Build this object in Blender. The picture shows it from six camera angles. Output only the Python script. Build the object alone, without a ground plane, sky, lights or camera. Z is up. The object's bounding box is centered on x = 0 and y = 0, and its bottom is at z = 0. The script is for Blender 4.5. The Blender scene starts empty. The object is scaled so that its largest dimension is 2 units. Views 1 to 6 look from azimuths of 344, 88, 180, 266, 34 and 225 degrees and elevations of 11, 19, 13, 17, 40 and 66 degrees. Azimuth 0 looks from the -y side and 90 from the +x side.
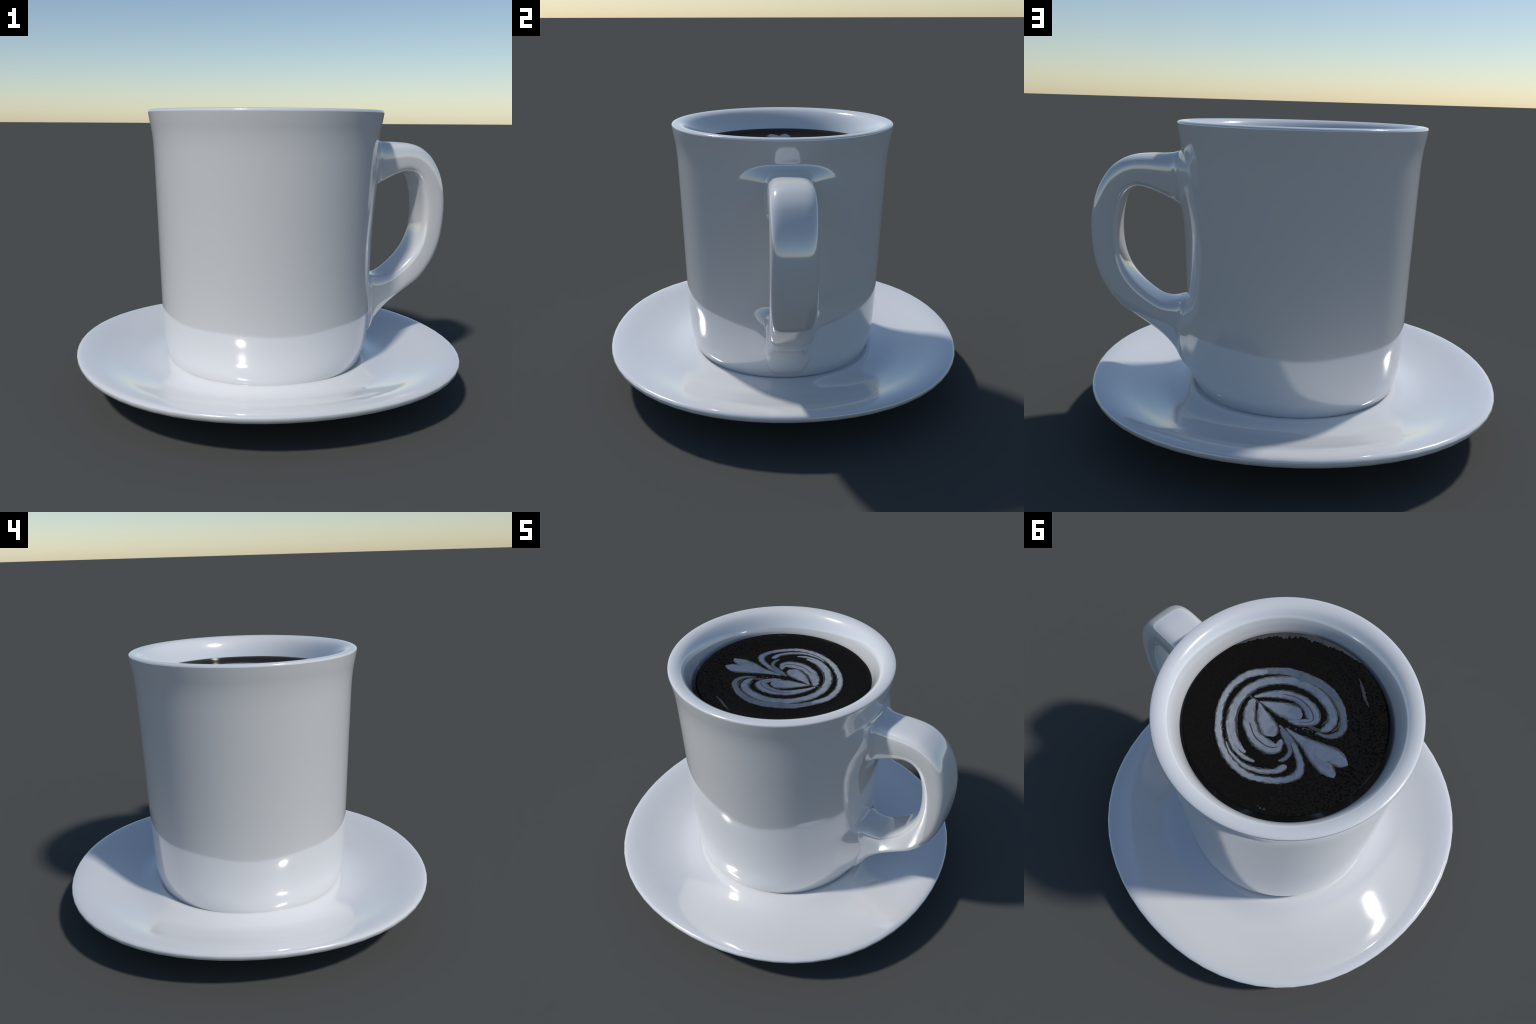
import bpy, math, random
from mathutils import Vector, noise

random.seed(7)
TAU = 2 * math.pi
CUP = (-0.0137, -0.005)       # axis of the mug
SAU = (-0.006, 0.0)           # axis of the saucer


# ------------------------------------------------------------------ helpers
def link(ob, parent=None):
    bpy.context.scene.collection.objects.link(ob)
    if parent:
        ob.parent = parent
    return ob


def mesh_object(name, verts, faces, mat, parent=None, smooth=True):
    me = bpy.data.meshes.new(name)
    me.from_pydata([tuple(v) for v in verts], [], faces)
    me.validate()
    me.update()
    if smooth:
        me.polygons.foreach_set("use_smooth", [True] * len(me.polygons))
    me.materials.append(mat)
    return link(bpy.data.objects.new(name, me), parent)


def smoothstep(a, b, x):
    t = min(1.0, max(0.0, (x - a) / (b - a)))
    return t * t * (3 - 2 * t)


def spline(pts, per):
    """Centripetal-ish Catmull-Rom through points of any dimension."""
    out = []
    n = len(pts)
    for i in range(n - 1):
        p0, p1, p2, p3 = pts[max(i - 1, 0)], pts[i], pts[i + 1], pts[min(i + 2, n - 1)]
        for k in range(per):
            t = k / per
            out.append(tuple(0.5 * (2 * b + (c - a) * t + (2 * a - 5 * b + 4 * c - d) * t * t
                                    + (3 * b - a - 3 * c + d) * t ** 3)
                             for a, b, c, d in zip(p0, p1, p2, p3)))
    out.append(tuple(pts[-1]))
    return out


def lathe(profile, segs, point):
    """profile: list of (r, z), first and last closed on the axis with a pole."""
    verts, faces = [], []
    rows = []
    for r, z in profile:
        if r < 1e-6:
            rows.append([len(verts)])
            verts.append(point(0.0, z, 0.0))
        else:
            rows.append(list(range(len(verts), len(verts) + segs)))
            for i in range(segs):
                verts.append(point(r, z, TAU * i / segs))
    for a, b in zip(rows[:-1], rows[1:]):
        for i in range(segs):
            j = (i + 1) % segs
            if len(a) == 1 and len(b) > 1:
                faces.append((a[0], b[j], b[i]))
            elif len(b) == 1 and len(a) > 1:
                faces.append((a[i], a[j], b[0]))
            elif len(a) > 1:
                faces.append((a[i], a[j], b[j], b[i]))
    return verts, faces


# ------------------------------------------------------------------ materials
def principled(name, base, rough, **kw):
    m = bpy.data.materials.new(name)
    m.use_nodes = True
    nt = m.node_tree
    b = nt.nodes["Principled BSDF"]
    b.inputs["Base Color"].default_value = (*base, 1)
    b.inputs["Roughness"].default_value = rough
    for k, v in kw.items():
        b.inputs[k].default_value = v
    return m, nt, b


def glaze(name):
    m, nt, b = principled(name, (0.80, 0.80, 0.80), 0.09, **{"IOR": 1.5})
    b.inputs["Metallic"].default_value = GLAZE_METAL
    tc = nt.nodes.new("ShaderNodeTexCoord")
    n = nt.nodes.new("ShaderNodeTexNoise")
    n.inputs["Scale"].default_value = 3.0
    n.inputs["Detail"].default_value = 2.0
    ramp = nt.nodes.new("ShaderNodeValToRGB")
    ramp.color_ramp.elements[0].position = 0.3
    ramp.color_ramp.elements[0].color = (*[c * 0.99 for c in GLAZE], 1)
    ramp.color_ramp.elements[1].position = 0.7
    ramp.color_ramp.elements[1].color = (*GLAZE, 1)
    nt.links.new(tc.outputs["Object"], n.inputs["Vector"])
    nt.links.new(n.outputs["Fac"], ramp.inputs["Fac"])
    nt.links.new(ramp.outputs["Color"], b.inputs["Base Color"])
    return m


GLAZE = (0.80, 0.80, 0.80)
GLAZE_METAL = 0.25
porcelain = glaze("white_glaze")

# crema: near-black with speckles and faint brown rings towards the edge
crema_mat, nt, b = principled("black_coffee", (0.005, 0.005, 0.005), 0.25)
b.inputs["Specular IOR Level"].default_value = 0.012
tc = nt.nodes.new("ShaderNodeTexCoord")
n1 = nt.nodes.new("ShaderNodeTexNoise")
n1.inputs["Scale"].default_value = 90.0
n1.inputs["Detail"].default_value = 3.0
r1 = nt.nodes.new("ShaderNodeValToRGB")
r1.color_ramp.elements[0].position = 0.40
r1.color_ramp.elements[0].color = (0.0030, 0.0029, 0.0028, 1)
r1.color_ramp.elements[1].position = 0.50
r1.color_ramp.elements[1].color = (0.0100, 0.0096, 0.0093, 1)
ln = nt.nodes.new("ShaderNodeVectorMath")
ln.operation = 'LENGTH'
n2 = nt.nodes.new("ShaderNodeTexNoise")
n2.inputs["Scale"].default_value = 6.0
n2.inputs["Detail"].default_value = 4.0
ad = nt.nodes.new("ShaderNodeMath")
ad.operation = 'MULTIPLY_ADD'
ad.inputs[1].default_value = 0.10
r2 = nt.nodes.new("ShaderNodeValToRGB")
r2.color_ramp.elements[0].position = 0.38
r2.color_ramp.elements[0].color = (0, 0, 0, 1)
r2.color_ramp.elements[1].position = 0.45
r2.color_ramp.elements[1].color = (1, 1, 1, 1)
e = r2.color_ramp.elements.new(0.52)
e.color = (0, 0, 0, 1)
mx = nt.nodes.new("ShaderNodeMix")
mx.data_type = 'RGBA'
mx.blend_type = 'ADD'
mx.inputs[0].default_value = 1.0
br = nt.nodes.new("ShaderNodeMix")
br.data_type = 'RGBA'
br.inputs[6].default_value = (0, 0, 0, 1)
br.inputs[7].default_value = (0.010, 0.0058, 0.0022, 1)
L = nt.links.new
L(tc.outputs["Object"], n1.inputs["Vector"])
L(tc.outputs["Object"], n2.inputs["Vector"])
L(tc.outputs["Object"], ln.inputs[0])
L(n2.outputs["Fac"], ad.inputs[0])
L(ln.outputs["Value"], ad.inputs[2])
L(ad.outputs[0], r2.inputs["Fac"])
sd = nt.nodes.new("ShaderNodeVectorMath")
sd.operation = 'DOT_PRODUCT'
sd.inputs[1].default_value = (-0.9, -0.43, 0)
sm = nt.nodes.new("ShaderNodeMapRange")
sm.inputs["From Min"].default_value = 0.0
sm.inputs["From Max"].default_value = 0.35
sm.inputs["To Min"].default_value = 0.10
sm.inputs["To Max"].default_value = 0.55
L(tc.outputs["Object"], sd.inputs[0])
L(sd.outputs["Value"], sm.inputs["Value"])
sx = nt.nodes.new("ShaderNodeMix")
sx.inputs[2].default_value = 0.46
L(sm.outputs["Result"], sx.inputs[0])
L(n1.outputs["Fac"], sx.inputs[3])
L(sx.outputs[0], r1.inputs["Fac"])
L(r2.outputs["Color"], br.inputs[0])
L(r1.outputs["Color"], mx.inputs[6])
L(br.outputs[2], mx.inputs[7])
L(mx.outputs[2], b.inputs["Base Color"])


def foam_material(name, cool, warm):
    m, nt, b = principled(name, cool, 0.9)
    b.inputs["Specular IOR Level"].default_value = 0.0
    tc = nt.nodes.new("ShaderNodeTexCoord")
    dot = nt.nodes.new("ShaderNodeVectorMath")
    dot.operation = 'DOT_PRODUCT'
    dot.inputs[1].default_value = (0.74, 0.68, 0)  # painted gradient: foam lightens towards +x+y, bounce light off the sunlit inner wall
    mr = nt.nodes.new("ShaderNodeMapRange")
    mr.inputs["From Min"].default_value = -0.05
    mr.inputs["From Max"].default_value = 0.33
    n = nt.nodes.new("ShaderNodeTexNoise")
    n.inputs["Scale"].default_value = 12.0
    n.inputs["Distortion"].default_value = 1.5
    n.inputs["Detail"].default_value = 4.0
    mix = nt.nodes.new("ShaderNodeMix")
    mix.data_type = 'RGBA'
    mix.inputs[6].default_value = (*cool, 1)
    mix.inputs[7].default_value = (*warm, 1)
    mul = nt.nodes.new("ShaderNodeMix")
    mul.data_type = 'RGBA'
    mul.blend_type = 'MULTIPLY'
    mul.inputs[0].default_value = 1.0
    ramp = nt.nodes.new("ShaderNodeValToRGB")
    ramp.color_ramp.elements[0].position = 0.30
    ramp.color_ramp.elements[0].color = (0.76, 0.76, 0.77, 1)
    ramp.color_ramp.elements[1].position = 0.55
    ramp.color_ramp.elements[1].color = (1, 1, 1, 1)
    L = nt.links.new
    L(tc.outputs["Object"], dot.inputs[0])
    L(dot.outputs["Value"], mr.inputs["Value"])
    L(tc.outputs["Object"], n.inputs["Vector"])
    L(n.outputs["Fac"], ramp.inputs["Fac"])
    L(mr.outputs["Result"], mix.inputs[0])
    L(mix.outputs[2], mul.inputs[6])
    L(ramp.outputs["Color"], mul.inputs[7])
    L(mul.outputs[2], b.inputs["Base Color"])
    return m


foam_mat = foam_material("milk_foam", (0.116, 0.148, 0.208), (0.32, 0.34, 0.37))  # white milk darkened to blue-grey: sunless, sky-lit shade baked into its colour
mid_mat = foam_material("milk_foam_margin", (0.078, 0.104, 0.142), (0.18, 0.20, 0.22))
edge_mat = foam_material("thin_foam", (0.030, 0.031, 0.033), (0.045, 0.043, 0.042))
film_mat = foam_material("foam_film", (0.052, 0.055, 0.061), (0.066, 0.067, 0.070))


# ------------------------------------------------------------------ saucer
def saucer():
    # top from the centre out over the lip, then the underside to the foot ring
    top = spline([(0.0, 0.150), (0.30, 0.150), (0.40, 0.150), (0.46, 0.148), (0.492, 0.1480), (0.506, 0.1520), (0.518, 0.1560), (0.532, 0.1580),
                  (0.548, 0.1573), (0.57, 0.1545), (0.60, 0.1505), (0.645, 0.1485),
                  (0.70, 0.1555), (0.80, 0.1805), (0.88, 0.2045), (0.93, 0.2160), (0.965, 0.2195),
                  (0.985, 0.2178), (0.9965, 0.2115), (1.000, 0.203), (0.997, 0.191), (0.987, 0.179),
                  (0.965, 0.168), (0.90, 0.148), (0.80, 0.118), (0.70, 0.094), (0.62, 0.076), (0.53, 0.05),
                  (0.495, 0.012), (0.485, 0.0012), (0.470, 0.0), (0.455, 0.0012), (0.44, 0.03), (0.42, 0.05),
                  (0.25, 0.06), (0.0, 0.06)], 4)
    top = [(max(r, 0.0), max(z, 0.0)) for r, z in top]
    top[0] = (0.0, top[0][1])
    top[-1] = (0.0, top[-1][1])
    top = top[:1] + [p for p in top[1:-1] if p[0] > 0.004] + top[-1:]

    def point(r, z, a):
        k = 1.0063 * (1 - 0.0133 * math.cos(4 * a))        # slightly squared outline
        return (SAU[0] + r * k * math.cos(a), SAU[1] + r * k * math.sin(a), z)

    v, f = lathe(top, 64, point)
    f = [tuple(reversed(q)) for q in f]
    ob = mesh_object("saucer", v, f, porcelain)
    ob["label"] = "round white glazed saucer with a shallow raised rim"
    ob["category"] = "saucer"
    return ob


# ------------------------------------------------------------------ mug body
OUTER = [(0.40, 0.140), (0.465, 0.1405), (0.492, 0.1435), (0.504, 0.150), (0.515, 0.180), (0.5255, 0.220), (0.5325, 0.260),
         (0.5370, 0.320), (0.5420, 0.420), (0.5485, 0.60), (0.5580, 0.90), (0.5650, 1.10), (0.5687, 1.20),
         (0.5722, 1.27), (0.5785, 1.33), (0.5875, 1.38), (0.5935, 1.415), (0.5950, 1.425)]
RIM = [(0.5950, 1.425), (0.5935, 1.4315), (0.588, 1.4355), (0.578, 1.4378), (0.565, 1.4378), (0.553, 1.4355), (0.542, 1.4315),
       (0.5300, 1.4240), (0.5195, 1.4130), (0.510, 1.3985), (0.501, 1.380), (0.4925, 1.357), (0.486, 1.334)]
INNER = [(0.486, 1.334), (0.480, 1.31), (0.474, 1.28), (0.467, 1.20), (0.462, 1.00), (0.456, 0.60), (0.450, 0.30), (0.44, 0.23), (0.40, 0.20), (0.0, 0.195)]

# how far the wall is drawn outwards around the handle roots, by height (z, distance)
SWELL = [(0.14, 0.0), (0.20, 0.006), (0.25, 0.016), (0.30, 0.024), (0.36, 0.030), (0.42, 0.032), (0.48, 0.028), (0.52, 0.018),
         (0.56, 0.006), (0.61, 0.0), (0.84, 0.0), (0.91, 0.0018), (0.967, 0.0054), (1.029, 0.0132), (1.060, 0.019), (1.093, 0.0250), (1.138, 0.0345),
         (1.170, 0.0395), (1.20, 0.0405), (1.23, 0.037), (1.26, 0.0285), (1.285, 0.016), (1.303, 0.004), (1.312, 0.0), (1.34, 0.0)]


SWELL_CURVE = spline(SWELL, 10)
# extra fillet hugging the lower root only
FILLET = spline([(0.13, 0.0), (0.16, 0.002), (0.18, 0.003), (0.214, 0.010), (0.267, 0.022), (0.319, 0.031), (0.36, 0.033), (0.42, 0.031),
                 (0.48, 0.025), (0.52, 0.016), (0.555, 0.006), (0.59, 0.0), (0.62, 0.0)], 8)


def sample(curve, z):
    for (za, da), (zb, db) in zip(curve[:-1], curve[1:]):
        if za <= z <= zb:
            return max(0.0, da + (db - da) * (z - za) / max(zb - za, 1e-9))
    return 0.0


def root_swell(y, z):
    """Wall drawn outwards where the handle roots blend into the mug."""
    if z > 0.75:
        z += 16.0 * y ** 4          # the upper blend droops away from the handle
    d = sample(SWELL_CURVE, z)
    if z > 0.75:
        return d * 1.1 * math.exp(-(y / 0.205) ** 2) + 0.003 * math.exp(-((z - 1.05) / 0.06) ** 2) * math.exp(-(y / 0.16) ** 4)
    return d * math.exp(-(y / 0.24) ** 2) + sample(FILLET, z) * math.exp(-(y / 0.15) ** 4)


def mug_body(parent):
    prof = spline([(0.0, 0.140)] + OUTER, 5)[:-1]
    # finer rings where the handle root meets the wall
    fine = []
    for (r0, z0), (r1, z1) in zip(prof[:-1], prof[1:]):
        k = max(1, int((z1 - z0) / 0.012))
        fine += [(r0 + (r1 - r0) * i / k, z0 + (z1 - z0) * i / k) for i in range(k)]
    prof = fine + [prof[-1]] + spline(RIM, 4)[:-1] + spline(INNER, 5)
    prof = prof[:1] + [p for p in prof[1:-1] if p[0] > 0.004] + [(0.0, 0.195)]
    prof[0] = (0.0, 0.140)

    def point(r, z, a):
        if z > 0.18:                     # the inner wall is slightly squared, like the saucer
            r *= 1 - 0.0045 * (1 + math.cos(4 * a)) * smoothstep(0.525, 0.480, r)
        x, y = r * math.cos(a), r * math.sin(a)
        if math.cos(a) > 0.0 and r > 0.502 and 0.14 < z < 1.33:
            d = root_swell(y, z)
            x, y = x + d * math.cos(a), y + d * math.sin(a)
        return (CUP[0] + x, CUP[1] + y, z)

    v, f = lathe(prof, 288, point)
    return mesh_object("mug_body", v, f, porcelain, parent)


def inner_radius(z):
    pts = sorted([(zz, r) for r, zz in INNER])
    for (za, ra), (zb, rb) in zip(pts[:-1], pts[1:]):
        if za <= z <= zb:
            return ra + (rb - ra) * (z - za) / (zb - za)
    return 0.4


# ------------------------------------------------------------------ handle
# matching points on the outer and the inner edge of the loop (x, z), top root to bottom root
LOOP = [((0.500, 1.312), (0.500, 1.000)), ((0.552, 1.299), (0.552, 1.028)), ((0.575, 1.289), (0.575, 1.046)),
        ((0.612, 1.279), (0.612, 1.065)), ((0.660, 1.275), (0.662, 1.089)), ((0.720, 1.274), (0.712, 1.109)),
        ((0.787, 1.267), (0.758, 1.119)), ((0.840, 1.249), (0.795, 1.111)), ((0.893, 1.211), (0.823, 1.088)),
        ((0.933, 1.160), (0.842, 1.055)), ((0.964, 1.101), (0.8545, 1.008)), ((0.985, 1.033), (0.8625, 0.960)),
        ((0.9965, 0.957), (0.8665, 0.905)), ((0.9965, 0.860), (0.8645, 0.845)), ((0.982, 0.748), (0.8535, 0.781)),
        ((0.951, 0.656), (0.8315, 0.722)), ((0.906, 0.580), (0.801, 0.674)), ((0.852, 0.520), (0.763, 0.632)),
        ((0.784, 0.474), (0.716, 0.592)), ((0.708, 0.422), (0.668, 0.561)), ((0.652, 0.375), (0.625, 0.552)),
        ((0.603, 0.320), (0.590, 0.556)), ((0.570, 0.264), (0.560, 0.563)), ((0.540, 0.218), (0.540, 0.566)),
        ((0.490, 0.160), (0.500, 0.566))]
HANDLE_Y = -0.0038


def handle(parent):
    rows = spline([(*o, *i) for o, i in LOOP], 5)
    n = len(rows)
    m = 40
    verts, faces = [], []
    for k, (ox, oz, ix, iz) in enumerate(rows):
        t = k / (n - 1)
        c = Vector(((ox + ix) / 2, 0, (oz + iz) / 2))
        h = Vector(((ox - ix) / 2, 0, (oz - iz) / 2)) * 1.012
        if k > n - 12 or k < 10:
            h = Vector(((ox - ix) / 2, 0, (oz - iz) / 2))
        w = 0.108 - 0.008 * smoothstep(0.62, 1.0, t)
        # soft fillet where the root runs into the wall
        root = 0.584 if t < 0.5 else 0.556
        d = max(0.0, min(ox, ix) - root)
        w += 0.014 * math.exp(-(d / 0.008)) if t < 0.3 else (0.022 * math.exp(-(d / 0.012)) if t > 0.75 else 0)
        for j in range(m):
            a = TAU * j / m
            ca, sa = math.cos(a), math.sin(a)
            p = 2 / (3.7 if ca > 0 else 4.6)      # rounder outer edges, squarer inner ones
            u = math.copysign(abs(ca) ** p, ca)
            s = math.copysign(abs(sa) ** p, sa)
            q = c + h * u
            verts.append((q.x, HANDLE_Y + w * s, q.z))
    for k in range(n - 1):
        for j in range(m):
            j2 = (j + 1) % m
            faces.append((k * m + j, k * m + j2, (k + 1) * m + j2, (k + 1) * m + j))
    faces.append(tuple(range(m))[::-1])
    faces.append(tuple((n - 1) * m + j for j in range(m)))
    ob = mesh_object("handle", verts, faces, porcelain, parent)
    return ob


# ------------------------------------------------------------------ coffee and milk art
POOL = (-0.0060, -0.0070)
POOL_R = 0.463


def pool_z(x, y):
    """The coffee dishes gently: lower in the middle, climbing to its edge."""
    r = math.hypot(x - POOL[0], y - POOL[1])
    return 1.3080 + 0.0182 * smoothstep(0.32, 0.448, r)


def coffee(parent):
    top = [(0.0, 0), (0.1, 0), (0.2, 0), (0.3, 0), (0.34, 0), (0.36, 0), (0.38, 0), (0.40, 0), (0.42, 0), (0.44, 0), (0.455, 0), (POOL_R, 0),
           (POOL_R, -0.006), (0.40, -0.012), (0.2, -0.012), (0.0, -0.012)]
    def point(r, z, a):
        k = r * (1 - 0.0050 * (1 + math.cos(4 * a)))
        x, y = POOL[0] + k * math.cos(a), POOL[1] + k * math.sin(a)
        return (x, y, z + pool_z(x, y))

    v, f = lathe(top, 128, point)
    f = [tuple(reversed(q)) for q in f]
    return mesh_object("coffee", v, f, crema_mat, parent)


# each stroke of milk: kind, spine points (x, y, width) along the pour
STROKES = [
    ('foam_band', [(-0.138, -0.063, 0.005), (-0.179, -0.080, 0.014), (-0.211, -0.119, 0.022), (-0.207, -0.162, 0.027), (-0.178, -0.198, 0.026), (-0.114, -0.239, 0.031), (-0.035, -0.258, 0.037), (0.044, -0.247, 0.041), (0.116, -0.220, 0.040), (0.181, -0.184, 0.034), (0.239, -0.123, 0.031), (0.286, -0.051, 0.034), (0.297, 0.024, 0.031), (0.286, 0.089, 0.028), (0.258, 0.147, 0.028), (0.214, 0.202, 0.029), (0.169, 0.245, 0.030), (0.110, 0.281, 0.028), (0.050, 0.303, 0.028), (-0.013, 0.310, 0.028), (-0.074, 0.303, 0.028), (-0.124, 0.278, 0.026), (-0.182, 0.232, 0.028), (-0.220, 0.178, 0.029), (-0.228, 0.132, 0.034), (-0.205, 0.098, 0.029), (-0.156, 0.070, 0.023), (-0.104, 0.050, 0.022), (-0.048, 0.038, 0.016), (0.001, 0.032, 0.004)]),
    ('foam_band', [(-0.147, -0.083, 0.016), (-0.158, -0.115, 0.034), (-0.149, -0.155, 0.041), (-0.121, -0.183, 0.039), (-0.076, -0.202, 0.042), (-0.015, -0.213, 0.046), (0.056, -0.201, 0.042), (0.124, -0.169, 0.040), (0.176, -0.121, 0.040), (0.213, -0.061, 0.039), (0.229, 0.010, 0.038), (0.219, 0.075, 0.039), (0.193, 0.134, 0.039), (0.153, 0.182, 0.037), (0.102, 0.217, 0.034), (0.052, 0.234, 0.027), (0.001, 0.234, 0.012)]),
    ('foam_band', [(0.176, 0.185, 0.010), (0.128, 0.222, 0.012), (0.070, 0.249, 0.015), (0.018, 0.256, 0.016), (-0.024, 0.248, 0.015), (-0.058, 0.233, 0.008)]),
    ('foam_band', [(0.101, 0.260, 0.005), (0.057, 0.278, 0.009), (0.012, 0.283, 0.013), (-0.042, 0.279, 0.017), (-0.102, 0.248, 0.020), (-0.146, 0.208, 0.022), (-0.162, 0.169, 0.028), (-0.167, 0.145, 0.017)]),
    ('foam_band', [(-0.125, 0.156, 0.005), (-0.137, 0.132, 0.012), (-0.133, 0.097, 0.015), (-0.105, 0.071, 0.016), (-0.066, 0.058, 0.018), (-0.019, 0.041, 0.010)]),
    ('foam_lobe', [(0.183, 0.016, 0.007), (0.148, -0.038, 0.025), (0.102, -0.090, 0.035), (0.043, -0.125, 0.039), (-0.021, -0.130, 0.051), (-0.072, -0.112, 0.058), (-0.086, -0.085, 0.036), (-0.049, -0.041, 0.025), (-0.011, -0.012, 0.005)]),
    ('foam_petal', [(0.148, 0.014, 0.003), (0.105, -0.007, 0.030), (0.050, -0.032, 0.063), (0.005, -0.055, 0.072), (-0.023, -0.071, 0.058), (-0.035, -0.081, 0.027)]),
    ('foam_lobe', [(0.177, 0.024, 0.021), (0.142, 0.079, 0.043), (0.097, 0.121, 0.049), (0.034, 0.149, 0.055), (-0.024, 0.147, 0.058), (-0.060, 0.132, 0.054), (-0.074, 0.109, 0.036), (-0.058, 0.072, 0.007)]),
    ('foam_petal', [(0.144, 0.021, 0.004), (0.099, 0.045, 0.039), (0.054, 0.064, 0.061), (0.014, 0.077, 0.071), (-0.014, 0.086, 0.057), (-0.024, 0.092, 0.027)]),
    ('foam_leaf', [(-0.029, 0.020, 0.003), (-0.089, 0.016, 0.024), (-0.155, 0.006, 0.050), (-0.220, -0.015, 0.064), (-0.282, -0.038, 0.070), (-0.323, -0.045, 0.048), (-0.349, -0.051, 0.005)]),
    ('foam_leaf', [(-0.119, 0.017, 0.004), (-0.181, 0.021, 0.040), (-0.240, 0.023, 0.060), (-0.296, 0.027, 0.056), (-0.332, 0.031, 0.033), (-0.349, 0.036, 0.005)]),
]
SMEARS = [
    [(-0.185, -0.110, 0.004), (-0.186, -0.160, 0.012), (-0.150, -0.205, 0.014), (-0.080, -0.232, 0.014), (0.000, -0.234, 0.012), (0.080, -0.210, 0.004)],
    [(-0.130, -0.105, 0.004), (-0.126, -0.150, 0.010), (-0.090, -0.180, 0.008), (-0.030, -0.185, 0.003)],
    [(0.085, 0.200, 0.003), (0.140, 0.165, 0.012), (0.185, 0.110, 0.013), (0.207, 0.045, 0.010), (0.200, -0.020, 0.003)],
    [(-0.050, -0.050, 0.006), (-0.095, -0.062, 0.014), (-0.135, -0.075, 0.018), (-0.165, -0.090, 0.006)],
]
WISPS = [
    [(0.202, 0.025, 0.006), (0.168, 0.024, 0.013), (0.124, 0.022, 0.004)],
    [(-0.080, -0.399, 0.003), (-0.125, -0.373, 0.013), (-0.166, -0.347, 0.013), (-0.213, -0.325, 0.003)],
]


def ribbon(spine, z, height, rag, seed, grow=0.0, scale=1.0):
    """Thin domed layer along a spine; its edges are ragged by noise."""
    rows = spline(spine, 8)
    prof = [-1.0, -0.93, -0.6, 0.0, 0.6, 0.93, 1.0]
    lift = [0.0, 0.75, 0.95, 1.0, 0.95, 0.75, 0.0]
    verts, faces = [], []
    n = len(rows)
    run = [0.0]
    for p, q in zip(rows[:-1], rows[1:]):
        run.append(run[-1] + math.hypot(q[0] - p[0], q[1] - p[1]))
    for k, (x, y, w) in enumerate(rows):
        a, b = rows[max(k - 1, 0)], rows[min(k + 1, n - 1)]
        t = Vector((b[0] - a[0], b[1] - a[1]))
        t = t.normalized() if t.length > 1e-9 else Vector((1, 0))
        nrm = Vector((-t.y, t.x))
        w = max(w * scale, 0.0012) + grow
        e = min(run[k], run[-1] - run[k]) / max(w * 0.5, 1e-5)
        if e < 1:
            w = max(0.0008, w * math.sqrt(1 - (1 - e) ** 2))
        for s, l in zip(prof, lift):
            side = 1 if s > 0 else -1
            e = noise.noise(Vector((x * 45, y * 45, seed + side * 5))) * rag \
                + noise.noise(Vector((x * 140, y * 140, seed + side * 9))) * rag * 0.6
            q = s * (w / 2 + e * abs(s) * min(1.0, w / 0.02))
            px, py = x + nrm.x * q, y + nrm.y * q
            verts.append((px, py, pool_z(px, py) + z + height * l))
    m = len(prof)
    for k in range(n - 1):
        for j in range(m - 1):
            faces.append((k * m + j, k * m + j + 1, (k + 1) * m + j + 1, (k + 1) * m + j))
    return verts, faces


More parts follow.
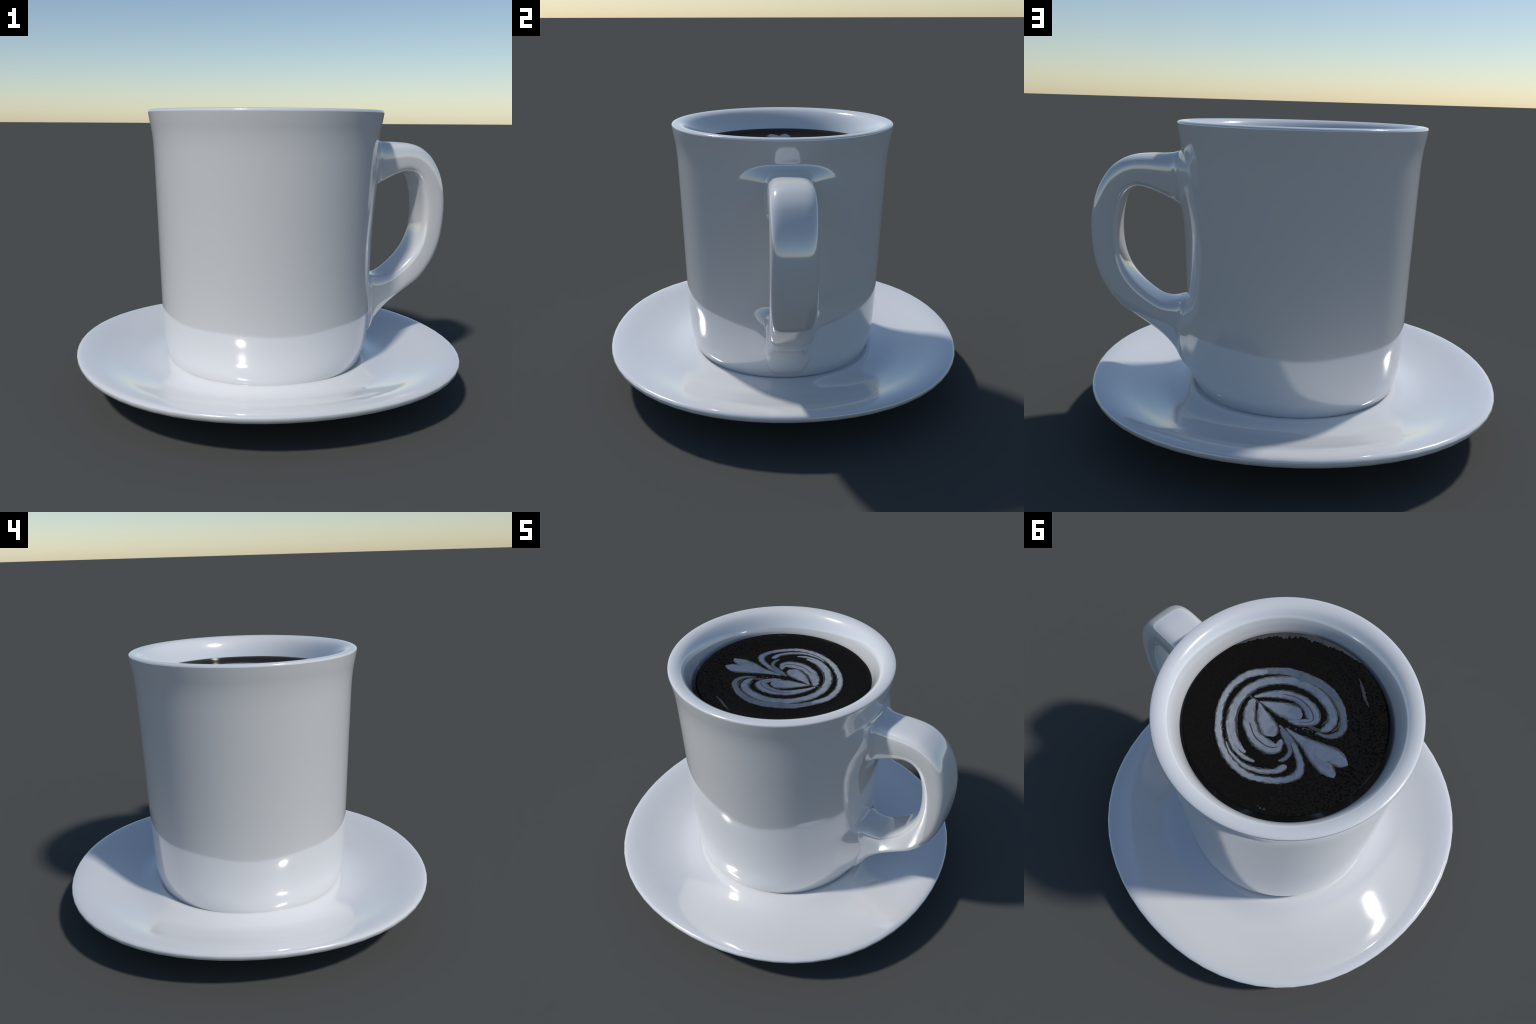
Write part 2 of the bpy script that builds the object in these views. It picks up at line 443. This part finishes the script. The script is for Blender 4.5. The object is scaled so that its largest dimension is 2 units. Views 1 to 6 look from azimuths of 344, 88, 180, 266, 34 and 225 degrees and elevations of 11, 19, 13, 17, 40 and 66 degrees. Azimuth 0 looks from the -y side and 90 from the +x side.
def milk_art(parent):
    for i, (kind, spine) in enumerate(STROKES):
        step = 0.00003 * i
        fat = 1.06 if kind == 'foam_band' else 1.14
        # a thin skirt, the poured stroke, and its thick pale core
        v, f = ribbon(spine, -0.0002 + step, 0.0008, 0.0065, i * 3.1 + 40, grow=0.008, scale=fat)
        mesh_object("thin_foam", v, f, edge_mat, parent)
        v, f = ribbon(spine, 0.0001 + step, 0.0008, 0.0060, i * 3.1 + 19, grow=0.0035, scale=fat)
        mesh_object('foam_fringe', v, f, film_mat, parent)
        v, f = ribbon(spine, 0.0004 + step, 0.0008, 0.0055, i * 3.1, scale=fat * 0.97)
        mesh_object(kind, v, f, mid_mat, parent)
        core = spine[10:28] if i == 0 else spine       # the great band is only thick along half its sweep
        if i != 4:
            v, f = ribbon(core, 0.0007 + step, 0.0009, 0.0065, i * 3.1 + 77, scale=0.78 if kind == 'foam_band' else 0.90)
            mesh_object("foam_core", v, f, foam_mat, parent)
        if i in (5, 7):                              # a thin darker swirl line left in the foam
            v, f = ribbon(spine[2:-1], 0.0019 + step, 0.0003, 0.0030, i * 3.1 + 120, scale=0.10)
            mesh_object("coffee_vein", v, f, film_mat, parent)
    for i, spine in enumerate(SMEARS):
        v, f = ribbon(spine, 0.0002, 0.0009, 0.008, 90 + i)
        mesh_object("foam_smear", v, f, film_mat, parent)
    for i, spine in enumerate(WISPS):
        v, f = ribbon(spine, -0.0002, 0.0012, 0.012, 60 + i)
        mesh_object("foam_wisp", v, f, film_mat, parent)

    # ragged rim of thin foam clinging to the wall on one side
    rows = []
    a0, a1, k = math.radians(-93), math.radians(-12), 220
    verts, faces = [], []
    for i in range(k + 1):
        t = i / k
        a = a0 + (a1 - a0) * t
        deep = 0.034 * math.sin(math.pi * t) ** 0.6 * (0.75 + 0.5 * noise.noise(Vector((t * 9, 3, 1)))
                                                      + 0.5 * noise.noise(Vector((t * 45, 7, 2))))
        for r, l in ((0.4628, 0.0), (0.4615, 1.0), (0.4615 - max(deep - 0.002, 0.0005), 1.0), (0.4612 - max(deep, 0.0012), 0.0)):
            r *= 1 - 0.0050 * (1 + math.cos(4 * a))
            verts.append((POOL[0] + r * math.cos(a), POOL[1] + r * math.sin(a),
                          pool_z(POOL[0] + r * math.cos(a), POOL[1] + r * math.sin(a)) - 0.0002 + 0.0008 * l))
    for i in range(k):
        for j in range(3):
            faces.append((i * 4 + j, i * 4 + j + 1, i * 4 + j + 5, i * 4 + j + 4))
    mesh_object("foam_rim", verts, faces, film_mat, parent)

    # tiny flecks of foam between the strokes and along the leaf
    rng = random.Random(11)
    verts, faces = [], []
    lines = [((-0.02, -0.005), (-0.15, -0.075), 46, 0.012), ((0.16, 0.225), (0.03, 0.272), 16, 0.006),
             ((-0.20, -0.20), (0.05, -0.232), 24, 0.006), ((-0.26, 0.357), (-0.22, 0.372), 7, 0.004)]
    for (xa, ya), (xb, yb), cnt, spread in lines:
        for _ in range(cnt):
            t = rng.random()
            x, y = xa + (xb - xa) * t + rng.gauss(0, spread), ya + (yb - ya) * t + rng.gauss(0, spread)
            s = rng.uniform(0.0015, 0.0045)
            base = len(verts)
            m = 7
            verts.append((x, y, pool_z(x, y) + 0.0012))
            ph = rng.random() * TAU
            for j in range(m):
                rr = s * rng.uniform(0.6, 1.3)
                verts.append((x + rr * math.cos(ph + TAU * j / m), y + rr * math.sin(ph + TAU * j / m), pool_z(x, y) - 0.0001))
            for j in range(m):
                faces.append((base, base + 1 + j, base + 1 + (j + 1) % m))
    ob = mesh_object("foam_fleck", verts, faces, film_mat, parent)
    ob["kind"] = "stuff"


# ------------------------------------------------------------------ assemble
saucer()
mug = link(bpy.data.objects.new("mug", None))
mug["label"] = "white glazed mug of black coffee with milk heart art"
mug["category"] = "coffee mug"
mug_body(mug)
handle(mug)
milk_art(coffee(mug))
